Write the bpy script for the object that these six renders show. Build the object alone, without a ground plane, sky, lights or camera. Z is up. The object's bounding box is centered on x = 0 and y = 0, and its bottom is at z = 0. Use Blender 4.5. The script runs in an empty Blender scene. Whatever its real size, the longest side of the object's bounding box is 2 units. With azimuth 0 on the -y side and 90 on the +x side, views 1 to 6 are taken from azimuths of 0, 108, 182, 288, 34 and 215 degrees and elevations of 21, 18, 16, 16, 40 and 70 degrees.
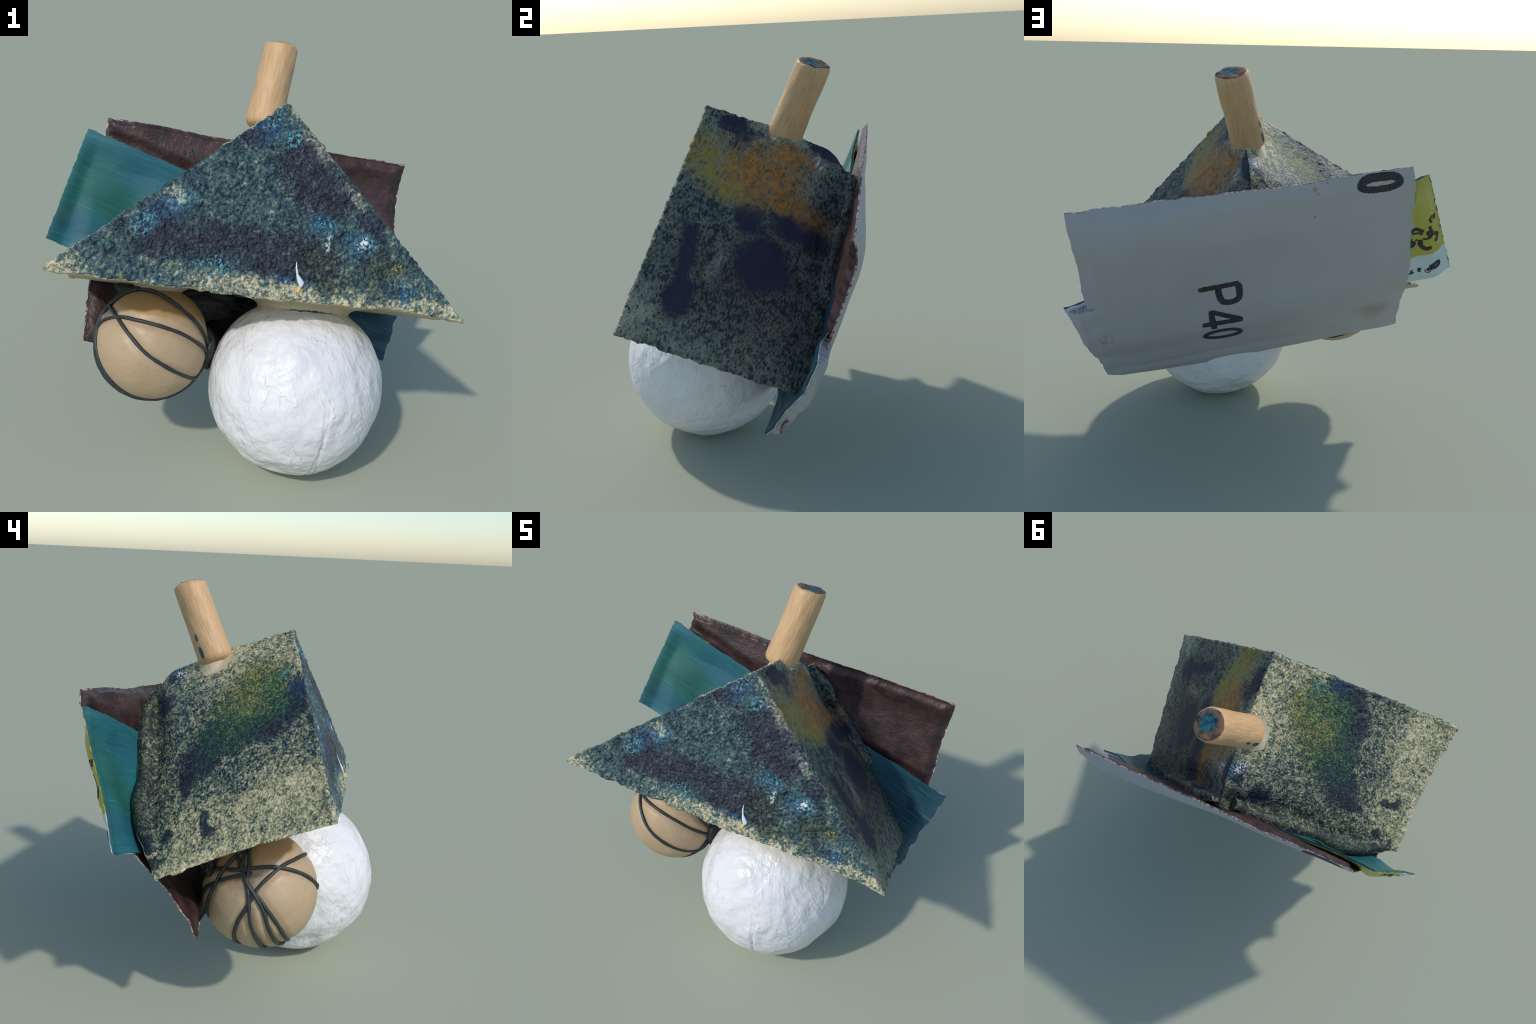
import bpy, bmesh, math, random
import numpy as np
from mathutils import Vector, Matrix

random.seed(7)
V = lambda *p: np.array(p, float)
unit = lambda v: v / np.linalg.norm(v)
scene_root = bpy.context.scene.collection

# ------------------------------------------------------------------ helpers
def fade(t):
    return t * t * t * (t * (t * 6 - 15) + 10)


def value_noise(P, seed=0):
    """Smooth random field in -1..1 on an (n,3) array."""
    P = np.asarray(P, float)
    i = np.floor(P).astype(np.int64)
    f = fade(P - i)

    def h(dx, dy, dz):
        n = (i[:, 0] + dx) * 374761393 + (i[:, 1] + dy) * 668265263 + (i[:, 2] + dz) * 2147483647 + seed * 974711
        n = (n ^ (n >> 13)) * 1274126177
        n = n & 0x7FFFFFFF
        n = (n ^ (n >> 16)) & 0xFFFF
        return n / 32767.5 - 1.0
    out = 0
    for dx in (0, 1):
        wx = f[:, 0] if dx else 1 - f[:, 0]
        for dy in (0, 1):
            wy = f[:, 1] if dy else 1 - f[:, 1]
            for dz in (0, 1):
                wz = f[:, 2] if dz else 1 - f[:, 2]
                out = out + wx * wy * wz * h(dx, dy, dz)
    return out


def fractal(P, size, octaves=3, seed=0):
    P = np.asarray(P, float)
    s, a, t = 0, 1.0, 0
    for k in range(octaves):
        s = s + a * value_noise(P / size * (2 ** k) + 17.3 * k, seed + k)
        t += a
        a *= .5
    return s / t


def smooth(a, b, x):
    t = np.clip((np.asarray(x, float) - a) / (b - a), 0, 1)
    return t * t * (3 - 2 * t)


def coords(me):
    a = np.empty(len(me.vertices) * 3)
    me.vertices.foreach_get("co", a)
    return a.reshape(-1, 3)


def normals(me):
    a = np.empty(len(me.vertices) * 3)
    me.vertices.foreach_get("normal", a)
    return a.reshape(-1, 3)


def set_coords(me, a):
    me.vertices.foreach_set("co", np.asarray(a, float).ravel())
    me.update()


def add(name, me, parent=None, mats=(), smooth_shade=True):
    o = bpy.data.objects.new(name, me)
    scene_root.objects.link(o)
    if parent:
        o.parent = parent
    for m in mats:
        me.materials.append(m)
    if smooth_shade:
        me.polygons.foreach_set("use_smooth", [True] * len(me.polygons))
    me.update()
    return o


def mesh_from(verts, faces, name="part"):
    me = bpy.data.meshes.new(name)
    me.from_pydata([tuple(v) for v in verts], [], faces)
    me.update()
    return me


def grid_slab(fn, S, T, off0, off1, mats_by_side=(0, 0, 0)):
    """Closed slab over the parameter grid S x T; fn(s, t, off) -> xyz arrays."""
    ns, nt = len(S), len(T)
    ss, tt = np.meshgrid(S, T, indexing="ij")
    front = fn(ss.ravel(), tt.ravel(), off0)
    back = fn(ss.ravel(), tt.ravel(), off1)
    verts = np.vstack([front, back])
    n = ns * nt
    idx = lambda i, j, k: k * n + i * nt + j
    faces, side = [], []
    for i in range(ns - 1):
        for j in range(nt - 1):
            faces.append((idx(i, j, 0), idx(i, j + 1, 0), idx(i + 1, j + 1, 0), idx(i + 1, j, 0)))
            side.append(mats_by_side[0])
            faces.append((idx(i, j, 1), idx(i + 1, j, 1), idx(i + 1, j + 1, 1), idx(i, j + 1, 1)))
            side.append(mats_by_side[1])
    rim = [(i, 0) for i in range(ns)] + [(ns - 1, j) for j in range(1, nt)] + \
          [(i, nt - 1) for i in range(ns - 2, -1, -1)] + [(0, j) for j in range(nt - 2, 0, -1)]
    for a, b in zip(rim, rim[1:] + rim[:1]):
        faces.append((idx(*a, 0), idx(*b, 0), idx(*b, 1), idx(*a, 1)))
        side.append(mats_by_side[2])
    me = mesh_from(verts, faces)
    me.polygons.foreach_set("material_index", side)
    bm = bmesh.new()
    bm.from_mesh(me)
    bmesh.ops.recalc_face_normals(bm, faces=bm.faces)
    for e in bm.edges:
        if len(e.link_faces) == 2 and e.calc_face_angle(0) > .7:
            e.smooth = False
    bm.to_mesh(me)
    bm.free()
    return me


# ------------------------------------------------------------------ material nodes
class Nodes:
    def __init__(self, name):
        self.mat = bpy.data.materials.new(name)
        self.mat.use_nodes = True
        self.t = self.mat.node_tree
        self.t.nodes.clear()
        self.out = self.t.nodes.new("ShaderNodeOutputMaterial")
        self.bsdf = self.t.nodes.new("ShaderNodeBsdfPrincipled")
        self.t.links.new(self.bsdf.outputs[0], self.out.inputs[0])
        self.obj = self.t.nodes.new("ShaderNodeTexCoord").outputs["Object"]

    def put(self, socket, v):
        if hasattr(v, "is_linked") or hasattr(v, "node"):
            self.t.links.new(v, socket)
        elif isinstance(v, (tuple, list, np.ndarray)):
            v = tuple(float(x) for x in v)
            if len(v) == 3 and len(socket.default_value) == 4:
                v = v + (1.0,)
            socket.default_value = v
        else:
            socket.default_value = v

    def m(self, op, a, b=0.0, c=0.0, clamp=False):
        n = self.t.nodes.new("ShaderNodeMath")
        n.operation, n.use_clamp = op, clamp
        for s, v in zip(n.inputs, (a, b, c)):
            self.put(s, v)
        return n.outputs[0]

    def vm(self, op, a, b=None, scale=None):
        n = self.t.nodes.new("ShaderNodeVectorMath")
        n.operation = op
        self.put(n.inputs[0], a)
        if b is not None:
            self.put(n.inputs[1], b)
        if scale is not None:
            self.put(n.inputs["Scale"], scale)
        return n.outputs["Value"] if op in ("DOT_PRODUCT", "LENGTH", "DISTANCE") else n.outputs["Vector"]

    def combine(self, x, y, z=0.0):
        n = self.t.nodes.new("ShaderNodeCombineXYZ")
        for s, v in zip(n.inputs, (x, y, z)):
            self.put(s, v)
        return n.outputs[0]

    def noise(self, size, detail=2.0, vec=None, rough=.5, colour=False):
        n = self.t.nodes.new("ShaderNodeTexNoise")
        self.put(n.inputs["Vector"], self.obj if vec is None else vec)
        n.inputs["Scale"].default_value = 1.0 / size
        n.inputs["Detail"].default_value = detail
        n.inputs["Roughness"].default_value = rough
        return n.outputs["Color" if colour else "Fac"]

    def cells(self, size, vec=None, feature="F1", what="Distance", smoothness=None):
        n = self.t.nodes.new("ShaderNodeTexVoronoi")
        n.feature = feature
        self.put(n.inputs["Vector"], self.obj if vec is None else vec)
        n.inputs["Scale"].default_value = 1.0 / size
        return n.outputs[what]

    def span(self, x, a, b, c=0.0, d=1.0, kind="SMOOTHSTEP"):
        n = self.t.nodes.new("ShaderNodeMapRange")
        n.interpolation_type = kind
        for k, v in zip(("Value", "From Min", "From Max", "To Min", "To Max"), (x, a, b, c, d)):
            self.put(n.inputs[k], v)
        return n.outputs[0]

    def mix(self, f, a, b, blend="MIX"):
        n = self.t.nodes.new("ShaderNodeMix")
        n.data_type, n.blend_type = "RGBA", blend
        self.put(n.inputs[0], f)
        self.put(n.inputs[6], a)
        self.put(n.inputs[7], b)
        return n.outputs[2]

    def ramp(self, f, stops):
        n = self.t.nodes.new("ShaderNodeValToRGB")
        self.put(n.inputs[0], f)
        e = n.color_ramp.elements
        while len(e) < len(stops):
            e.new(.5)
        for k, (p, c) in zip(e, stops):
            k.position, k.color = p, (*c, 1)
        return n.outputs[0]

    def total(self, *terms):
        """Sum of weight * mask terms; a bare number is added as it is."""
        r = 0.0
        for w, k in terms:
            r = self.m("ADD", r, self.m("MULTIPLY", k, w))
        return r

    def stretch(self, vec, axes, scales):
        """Coordinates along three unit axes, each divided by its own size."""
        return self.combine(*[self.m("DIVIDE", self.vm("DOT_PRODUCT", vec, a), s) for a, s in zip(axes, scales)])

    def blob(self, uv, cx, cy, rx, ry, rot=0.0, soft=.5):
        n = self.t.nodes.new("ShaderNodeMapping")
        n.vector_type = "TEXTURE"
        self.put(n.inputs["Vector"], uv)
        n.inputs["Location"].default_value = (cx, cy, 0)
        n.inputs["Rotation"].default_value = (0, 0, math.radians(rot))
        n.inputs["Scale"].default_value = (rx, ry, 1)
        return self.span(self.vm("LENGTH", n.outputs[0]), 1 + soft, max(0.0, 1 - soft))

    def union(self, *masks):
        r = masks[0]
        for k in masks[1:]:
            r = self.m("MAXIMUM", r, k)
        return r

    def blobs(self, uv, lst):
        return self.union(*[self.blob(uv, *b) for b in lst])

    def bump(self, height, strength, dist):
        n = self.t.nodes.new("ShaderNodeBump")
        n.inputs["Strength"].default_value = strength
        n.inputs["Distance"].default_value = dist
        self.put(n.inputs["Height"], height)
        self.t.links.new(n.outputs[0], self.bsdf.inputs["Normal"])

    def finish(self, colour, rough=.6, spec=.5):
        self.put(self.bsdf.inputs["Base Color"], colour)
        self.put(self.bsdf.inputs["Roughness"], rough)
        self.put(self.bsdf.inputs["Specular IOR Level"], spec)
        return self.mat


# ------------------------------------------------------------------ key places of the assemblage
A = V(.171, -.202, 1.733)      # wedge: front apex
L = V(-.780, -.680, 1.119)     # front left tip
R = V(1.005, -.384, .836)       # front right tip
Rb = V(.782, .374, .504)
Lb = V(-.866, .051, .773)
Ab = V(.027, .500, 1.440)


def frame(o, along, up):
    u = unit(along)
    n = unit(np.cross(u, up))
    return o, u, np.cross(n, u), n


FRONT = frame(L, R - L, A - L)
LEFT = frame(L, Lb - L, A - L)
RIGHT = frame(R, Rb - R, A - R)
UNDER = frame(L, R - L, Lb - L)
BACK = frame(Lb, Rb - Lb, Ab - Lb)

BALL_C, BALL_R = V(.280, -.263, .409), .415
WRAP_C, WRAP_R = V(-.400, -.275, .608), .2625
PEG_B, PEG_T, PEG_R = V(.071, .158, 1.560), V(.142, .344, 1.916), .084

# the big bowed board behind the wedge
TL, TR = V(-.719, .426, 1.520), V(.876, .651, 1.289)
BL, BR = V(-.767, -.115, .514), V(.815, .290, .310)
BOARD_N = unit(V(-.19, .867, -.459))
BOARD_U = unit(TR - TL)
BOARD_V = unit(BL - TL)
BOW_T = [-.2, -.02, .03, .08, .15, .25, .4, .6, .8, .9, .96, 1.02, 1.2]
BOW_W = [-.03, 0, .042, .064, .080, .091, .097, .096, .082, .060, .042, .012, -.03]


def bow(t):
    t = np.asarray(t, float)
    k = 0
    for d in (-.03, -.015, 0, .015, .03):
        k = k + np.interp(t + d, BOW_T, BOW_W)
    return k / 5


def board(s, t, off):
    s, t, off = (np.asarray(x, float)[..., None] for x in np.broadcast_arrays(s, t, off))
    P = TL * (1 - s) * (1 - t) + TR * s * (1 - t) + BL * (1 - s) * t + BR * s * t
    amp = (1 - .16 * smooth(.30, .05, s) * smooth(.6, .3, t)) * (1 - .40 * (1 - smooth(-.01, .08, s)) * smooth(.58, .78, t)) * (.72 + .28 * smooth(1.01, .94, s))
    w = amp * bow(t[..., 0])[..., None]
    w = w - .020 * np.exp(-((s - .48) / .26) ** 2) * smooth(.20, .42, t) * smooth(.72, .5, t)
    w = w + .026 * np.exp(-((s - .13) / .13) ** 2 - ((t - .5) / .22) ** 2)
    w = w - .008 * smooth(.60, .45, s) * smooth(.86, .95, t) - .026 * smooth(.70, .84, t) * smooth(1.0, .93, t) - .006 * smooth(.9, 1.0, t)
    w = w + .022 * np.exp(-((s - .10) / .07) ** 2 - ((t - .42) / .14) ** 2) - .020 * np.exp(-((s - .15) / .10) ** 2 - ((t - .80) / .10) ** 2) + .014 * np.exp(-((s - .36) / .12) ** 2 - ((t - .64) / .10) ** 2)
    w = w - .018 * smooth(.66, .42, s) * smooth(.03, .14, t) * smooth(.62, .40, t)
    w = w + .012 * smooth(.40, .60, s) * smooth(.30, .12, t) * smooth(-.02, .06, t)
    w = w + .014 * (smooth(.60, .84, s) - smooth(.86, 1.0, s)) * smooth(-.02, .1, t) * smooth(1.02, .9, t)
    w = w + .006 * smooth(.5, .3, s)
    return P + BOARD_N * (off + w)


def board_offsets(P, rounds=5):
    """Board coordinates (s, t, off) of many points."""
    X = np.tile(V(.5, .5, 0), (len(P), 1))
    for _ in range(rounds):
        f0 = board(X[:, 0], X[:, 1], X[:, 2])
        J = np.stack([(board(*(X + h).T) - f0) / 1e-4 for h in np.eye(3) * 1e-4], -1)
        X = X - np.clip(np.linalg.solve(J, (f0 - P)[..., None])[..., 0], -.4, .4)
    return X


# ------------------------------------------------------------------ materials
CREAM = (.60, .56, .38)
NAVY = (.018, .022, .055)
PURPLE = (.040, .036, .070)


def face_uv(N, fr, warp=.05, size=.12):
    o, u, v, n = fr
    p = N.vm("SUBTRACT", N.obj, o)
    uv = N.combine(N.vm("DOT_PRODUCT", p, u), N.vm("DOT_PRODUCT", p, v))
    w = N.noise(size, 3, colour=True)
    w = N.vm("SCALE", N.vm("SUBTRACT", w, (.5, .5, .5)), scale=warp * 2)
    return N.vm("ADD", uv, w)


def make_front_paint():
    N = Nodes("front_paint")
    uv = face_uv(N, FRONT, .05, .10)
    g = N.noise(.0155, 3, rough=.6)                      # sand grain
    g2 = N.noise(.05, 2)
    grain = N.span(N.m("ADD", N.m("MULTIPLY", g, .8), N.m("MULTIPLY", g2, .2)), .33, .67, kind="LINEAR")
    dark = N.blobs(uv, [(.47, .20, .17, .10, 0, .5), (.72, .20, .22, .10, 0, .5), (.95, .19, .14, .10, 30, .5),
                        (1.00, .58, .13, .12, -40, .6), (1.12, .47, .13, .16, 40, .6), (1.35, .37, .06, .10, 45, .5),
                        (.42, .30, .10, .05, 35, .5), (.80, .68, .12, .06, 30, .5), (.99, .10, .10, .03, 0, .5)])
    mid = N.blobs(uv, [(.80, .40, .48, .36, 10, .5), (1.25, .25, .36, .26, -25, .5), (.30, .12, .25, .10, 12, .6)])
    bare = N.blobs(uv, [(.92, .025, .34, .055, -2, .5), (1.05, .69, .05, .16, 45, .6), (1.26, .47, .025, .10, 45, .5),
                        (.50, .36, .06, .045, 20, .5), (.06, .02, .10, .05, 0, .6), (1.45, .03, .35, .045, 0, .6),
                        (1.77, .03, .09, .06, 0, .6)])
    hue = N.noise(.016, 2, rough=.7)
    olive = N.blobs(uv, [(1.12, .20, .10, .07, 20, .5), (1.43, .16, .12, .10, -40, .6), (1.20, .10, .10, .06, 0, .6)])
    # tone: hollows hold dark paint, grains show through where the coat is thin
    tone = N.total((.78, grain), (.14, N.span(N.noise(.05, 3), .35, .65, -.5, .5)), (.42, bare), (-.10, mid), (-.08, olive))
    tone = N.m("ADD", tone, .11)
    general = N.ramp(tone, [(0, (.008, .012, .024)), (.25, (.018, .042, .062)), (.45, (.042, .098, .110)), (.64, (.085, .145, .135)),
                            (.82, (.27, .275, .185)), (1, (.58, .54, .36))])
    mossy = N.ramp(tone, [(0, (.008, .014, .014)), (.35, (.030, .050, .036)), (.65, (.12, .135, .075)), (1, (.46, .44, .27))])
    plum = N.ramp(tone, [(0, (.005, .006, .013)), (.45, (.016, .018, .036)), (.75, (.040, .044, .072)), (1, (.12, .13, .15))])
    col = N.mix(N.m("MULTIPLY", olive, .85), general, mossy)
    patch = N.span(N.total((.9, dark), (1.9, N.m("SUBTRACT", hue, .5)), (1.6, N.m("SUBTRACT", N.noise(.06, 3), .5))), .15, .85)
    col = N.mix(N.m("MULTIPLY", patch, .88), col, plum)
    # splashes of bright blue, cyan and white
    blue = N.blobs(uv, [(.85, .69, .06, .04, 30, .7), (.48, .32, .09, .05, 20, .7), (1.30, .27, .07, .05, 0, .8),
                        (1.13, .33, .05, .04, 0, .8), (.99, .08, .06, .02, 0, .7), (.80, .73, .05, .02, 40, .7),
                        (1.50, .09, .07, .05, 0, .8), (.40, .26, .05, .04, 0, .8)])
    cyan = N.blobs(uv, [(.37, .24, .035, .05, -20, .8), (.69, .11, .06, .035, 0, .8), (.95, .67, .045, .04, 0, .8),
                        (1.13, .34, .04, .03, 0, .8), (1.33, .28, .05, .035, 0, .8), (.53, .35, .05, .03, 20, .8),
                        (.86, .74, .05, .02, 40, .8), (1.55, .09, .03, .06, 0, .8)])
    col = N.mix(N.m("MULTIPLY", blue, N.span(hue, .40, .62, 0, .85)), col, N.mix(grain, (.006, .04, .12), (.018, .15, .30)))
    fleck = N.noise(.013, 2, vec=N.vm("ADD", N.obj, (3.1, 1.7, 0)), rough=.65)
    col = N.mix(N.m("MULTIPLY", cyan, N.span(fleck, .50, .62)), col, (.11, .40, .48))
    white = N.blobs(uv, [(1.31, .275, .030, .026, 30, .6), (1.155, .262, .012, .030, -15, .6), (1.075, .385, .016, .003, -40, .5)])
    col = N.mix(N.m("MULTIPLY", white, N.span(fleck, .47, .56)), col, (.62, .75, .78))
    yel = N.blobs(uv, [(1.475, .205, .018, .015, 0, .8)])
    col = N.mix(N.m("MULTIPLY", yel, N.span(fleck, .48, .58)), col, (.55, .45, .10))
    N.bump(N.m("ADD", N.noise(.017, 3, rough=.55), N.m("MULTIPLY", N.cells(.016), -.35)), 1.0, .022)
    return N.finish(col, .50, .45)


def make_left_paint():
    N = Nodes("left_paint")
    uv = face_uv(N, LEFT, .05, .10)
    g = N.noise(.011, 2, rough=.6)
    g2 = N.noise(.04, 2)
    grain = N.span(N.m("ADD", N.m("MULTIPLY", g, .85), N.m("MULTIPLY", g2, .15)), .33, .67, kind="LINEAR")
    navy = N.blobs(uv, [(.10, .74, .09, .14, 20, .6), (.22, .64, .15, .08, -10, .6), (.42, .64, .15, .10, -5, .6),
                        (.56, .56, .11, .10, 20, .6), (.64, .44, .035, .08, 10, .5), (.76, .98, .05, .07, 0, .6),
                        (.55, .20, .03, .07, -12, .4), (.83, .14, .05, .09, 0, .6), (.73, .20, .03, .035, 0, .6),
                        (.02, .58, .03, .06, 0, .6), (.70, 1.16, .05, .05, 0, .6)])
    green = N.blobs(uv, [(.26, .86, .17, .19, 15, .6), (.36, .78, .16, .16, 0, .7), (.20, .74, .12, .1, 0, .7), (.46, .66, .15, .12, 0, .8)])
    mid = N.blobs(uv, [(.50, .44, .40, .13, 0, .7), (.68, .80, .20, .36, 0, .7), (.42, .37, .16, .08, 0, .7), (.83, .5, .10, .6, 0, .6), (.10, .55, .2, .2, 0, .7)])
    bare = N.blobs(uv, [(.46, 1.17, .16, .07, 0, .6), (.50, 1.20, .12, .06, 0, .4), (.50, 1.20, .12, .06, 0, .4), (.20, .25, .20, .14, 10, .7), (.40, .02, .5, .05, 0, .6)])
    hue = N.noise(.012, 2, rough=.7)
    clump = N.span(N.noise(.028, 3, rough=.55), .35, .65, -.5, .5)
    tone = N.total((.72, grain), (.30, clump), (.16, bare), (-.24, mid), (-.12, navy))
    tone = N.m("ADD", tone, .165)
    general = N.ramp(tone, [(0, (.010, .018, .028)), (.16, (.024, .058, .056)), (.34, (.105, .145, .105)), (.54, (.31, .29, .165)),
                            (.78, (.50, .455, .26)), (1, (.66, .61, .39))])
    moss = N.ramp(N.m("ADD", tone, .02), [(0, (.005, .012, .026)), (.28, (.008, .038, .034)), (.55, (.030, .088, .034)), (.78, (.13, .175, .040)), (1, (.30, .27, .06))])
    blue = N.ramp(tone, [(0, (.005, .007, .018)), (.5, (.013, .026, .046)), (.78, (.034, .070, .072)), (1, (.24, .27, .22))])
    w = N.m("ADD", N.m("MULTIPLY", N.m("SUBTRACT", hue, .5), 1.7), N.m("MULTIPLY", N.m("SUBTRACT", N.noise(.05, 3), .5), 1.2))
    col = N.mix(N.m("MULTIPLY", N.span(N.m("ADD", navy, w), .14, .78), .92), general, blue)
    col = N.mix(N.m("MULTIPLY", N.span(N.m("ADD", green, w), .12, .85), .95), col, moss)
    col = N.mix(N.m("MULTIPLY", N.blobs(uv, [(.07, .80, .05, .06, 0, .7)]), .8), col, N.mix(hue, (.006, .012, .035), (.012, .045, .11)))
    # dark green-brown band along the edge that meets the sheets
    sep = N.t.nodes.new("ShaderNodeSeparateXYZ")
    N.put(sep.inputs[0], uv)
    rear = N.span(N.m("ADD", sep.outputs[0], N.m("MULTIPLY", N.m("SUBTRACT", hue, .5), .10)), .77, .86)
    rear_dark = N.ramp(tone, [(0, (.006, .010, .012)), (.4, (.020, .034, .024)), (.7, (.085, .095, .055)), (1, (.26, .25, .15))])
    col = N.mix(N.m("MULTIPLY", rear, .85), col, rear_dark)
    fleck = N.noise(.010, 2, vec=N.vm("ADD", N.obj, (2.1, .7, 0)), rough=.6)
    gold = N.blobs(uv, [(.26, .99, .10, .05, -10, .8), (.36, .86, .09, .10, 0, .9)])
    col = N.mix(N.m("MULTIPLY", gold, N.span(fleck, .54, .64)), col, (.44, .26, .03))
    cyan = N.blobs(uv, [(.14, .93, .035, .03, 0, .9), (.005, .92, .012, .12, 0, .8), (.68, 1.19, .04, .03, 0, .7)])
    col = N.mix(N.m("MULTIPLY", cyan, N.span(fleck, .50, .62)), col, (.07, .30, .36))
    col = N.mix(N.m("MULTIPLY", N.blobs(uv, [(.66, 1.15, .03, .022, 0, .6)]), N.span(fleck, .48, .58)), col, (.6, .66, .7))
    N.bump(N.m("ADD", N.noise(.011, 2, rough=.6), N.m("MULTIPLY", N.noise(.006, 2), .4)), .9, .009)
    return N.finish(col, .55, .4)


def make_right_paint():
    N = Nodes("right_paint")
    uv = face_uv(N, RIGHT, .05, .10)
    o, u, v, n = RIGHT
    st = N.stretch(N.obj, (u, v, n), (.011, .020, .015))  # brushed grain
    g = N.noise(1.0, 2, vec=st, rough=.6)
    grain = N.span(N.m("ADD", N.m("MULTIPLY", g, .8), N.m("MULTIPLY", N.noise(.05, 2), .2)), .33, .67, kind="LINEAR")
    solid = N.blobs(uv, [(.18, .50, .045, .12, 10, .6), (.21, .25, .065, .09, 15, .5), (.20, .37, .030, .08, 0, .7), (.53, .53, .12, .12, 0, .6),
                         (.66, .74, .16, .06, -10, .7), (.42, .70, .06, .04, 0, .7), (.20, 1.18, .09, .05, -12, .4), (.25, 1.09, .04, .07, 0, .5),
                         (.68, 1.21, .11, .06, -5, .4), (.40, .74, .06, .05, 0, .5)])
    mid = N.blobs(uv, [(.45, .45, .40, .28, 0, .6), (.80, .6, .10, .6, 0, .6), (.22, .72, .2, .10, 0, .6)])
    bare = N.blobs(uv, [(.44, 1.20, .12, .035, -5, .5), (.32, .46, .035, .10, -10, .6), (.04, .12, .08, .10, 0, .6)])
    hue = N.noise(.03, 2, rough=.6)
    clump = N.span(N.noise(.04, 3), .35, .65, -.5, .5)
    tone = N.total((.72, grain), (.26, clump), (.28, bare), (-.18, mid))
    tone = N.m("ADD", tone, .18)
    general = N.ramp(tone, [(0, (.010, .015, .026)), (.22, (.016, .032, .038)), (.42, (.075, .100, .075)), (.66, (.20, .22, .155)), (1, (.38, .375, .255))])
    umber = N.ramp(tone, [(0, (.010, .012, .022)), (.25, (.020, .026, .030)), (.48, (.095, .095, .065)), (.75, (.19, .18, .12)), (1, (.30, .29, .20))])
    col = N.mix(N.blobs(uv, [(.40, .40, .28, .25, 0, .7), (.66, .5, .3, .5, 0, .6)]), general, umber)
    coat = N.span(N.total((.92, solid), (2.6, N.m("SUBTRACT", g, .5)), (.55, clump)), .30, .70)
    col = N.mix(coat, col, N.mix(hue, (.012, .014, .030), (.024, .025, .050)))
    # ochre and orange cloud below the peg
    ochre = N.blobs(uv, [(.14, .97, .20, .12, -10, .6), (.22, .86, .18, .07, -20, .6)])
    orange = N.blobs(uv, [(.36, .95, .14, .11, -25, .8), (.56, .87, .20, .06, -14, .8), (.52, 1.10, .12, .05, 0, .8), (.44, .99, .16, .11, -20, .8)])
    brush = N.noise(1.0, 3, vec=N.stretch(N.obj, (unit(u - .35 * v), unit(v + .35 * u), n), (.014, .060, .02)), rough=.65)
    col = N.mix(N.m("MULTIPLY", ochre, N.span(brush, .34, .58)), col, N.mix(hue, (.19, .145, .025), (.40, .28, .04)))
    col = N.mix(N.m("MULTIPLY", orange, N.span(brush, .30, .54, 0, .95)), col, N.mix(N.span(hue, .35, .65), (.27, .095, .013), (.43, .185, .022)))
    blue = N.blobs(uv, [(.64, 1.12, .04, .035, 0, .8), (.19, 1.05, .03, .03, 0, .8), (.26, 1.06, .03, .05, 0, .8)])
    col = N.mix(N.m("MULTIPLY", blue, N.span(brush, .46, .64, 0, .7)), col, (.04, .15, .23))
    col = N.mix(N.m("MULTIPLY", N.blobs(uv, [(.645, 1.115, .022, .028, 0, .7)]), N.span(brush, .44, .56)), col, (.42, .50, .56))
    N.bump(N.m("ADD", g, N.m("MULTIPLY", N.noise(.006, 2), .4)), .7, .006)
    return N.finish(col, .62, .35)


def make_bare():
    N = Nodes("bare_foam")
    col = N.mix(N.noise(.06, 3), (.44, .37, .23), (.58, .50, .34))
    dirt = N.span(N.noise(.03, 3, rough=.6), .60, .70)
    col = N.mix(N.m("MULTIPLY", dirt, .5), col, (.25, .22, .14))
    N.bump(N.noise(.02, 3), .4, .006)
    return N.finish(col, .65, .35)


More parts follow.
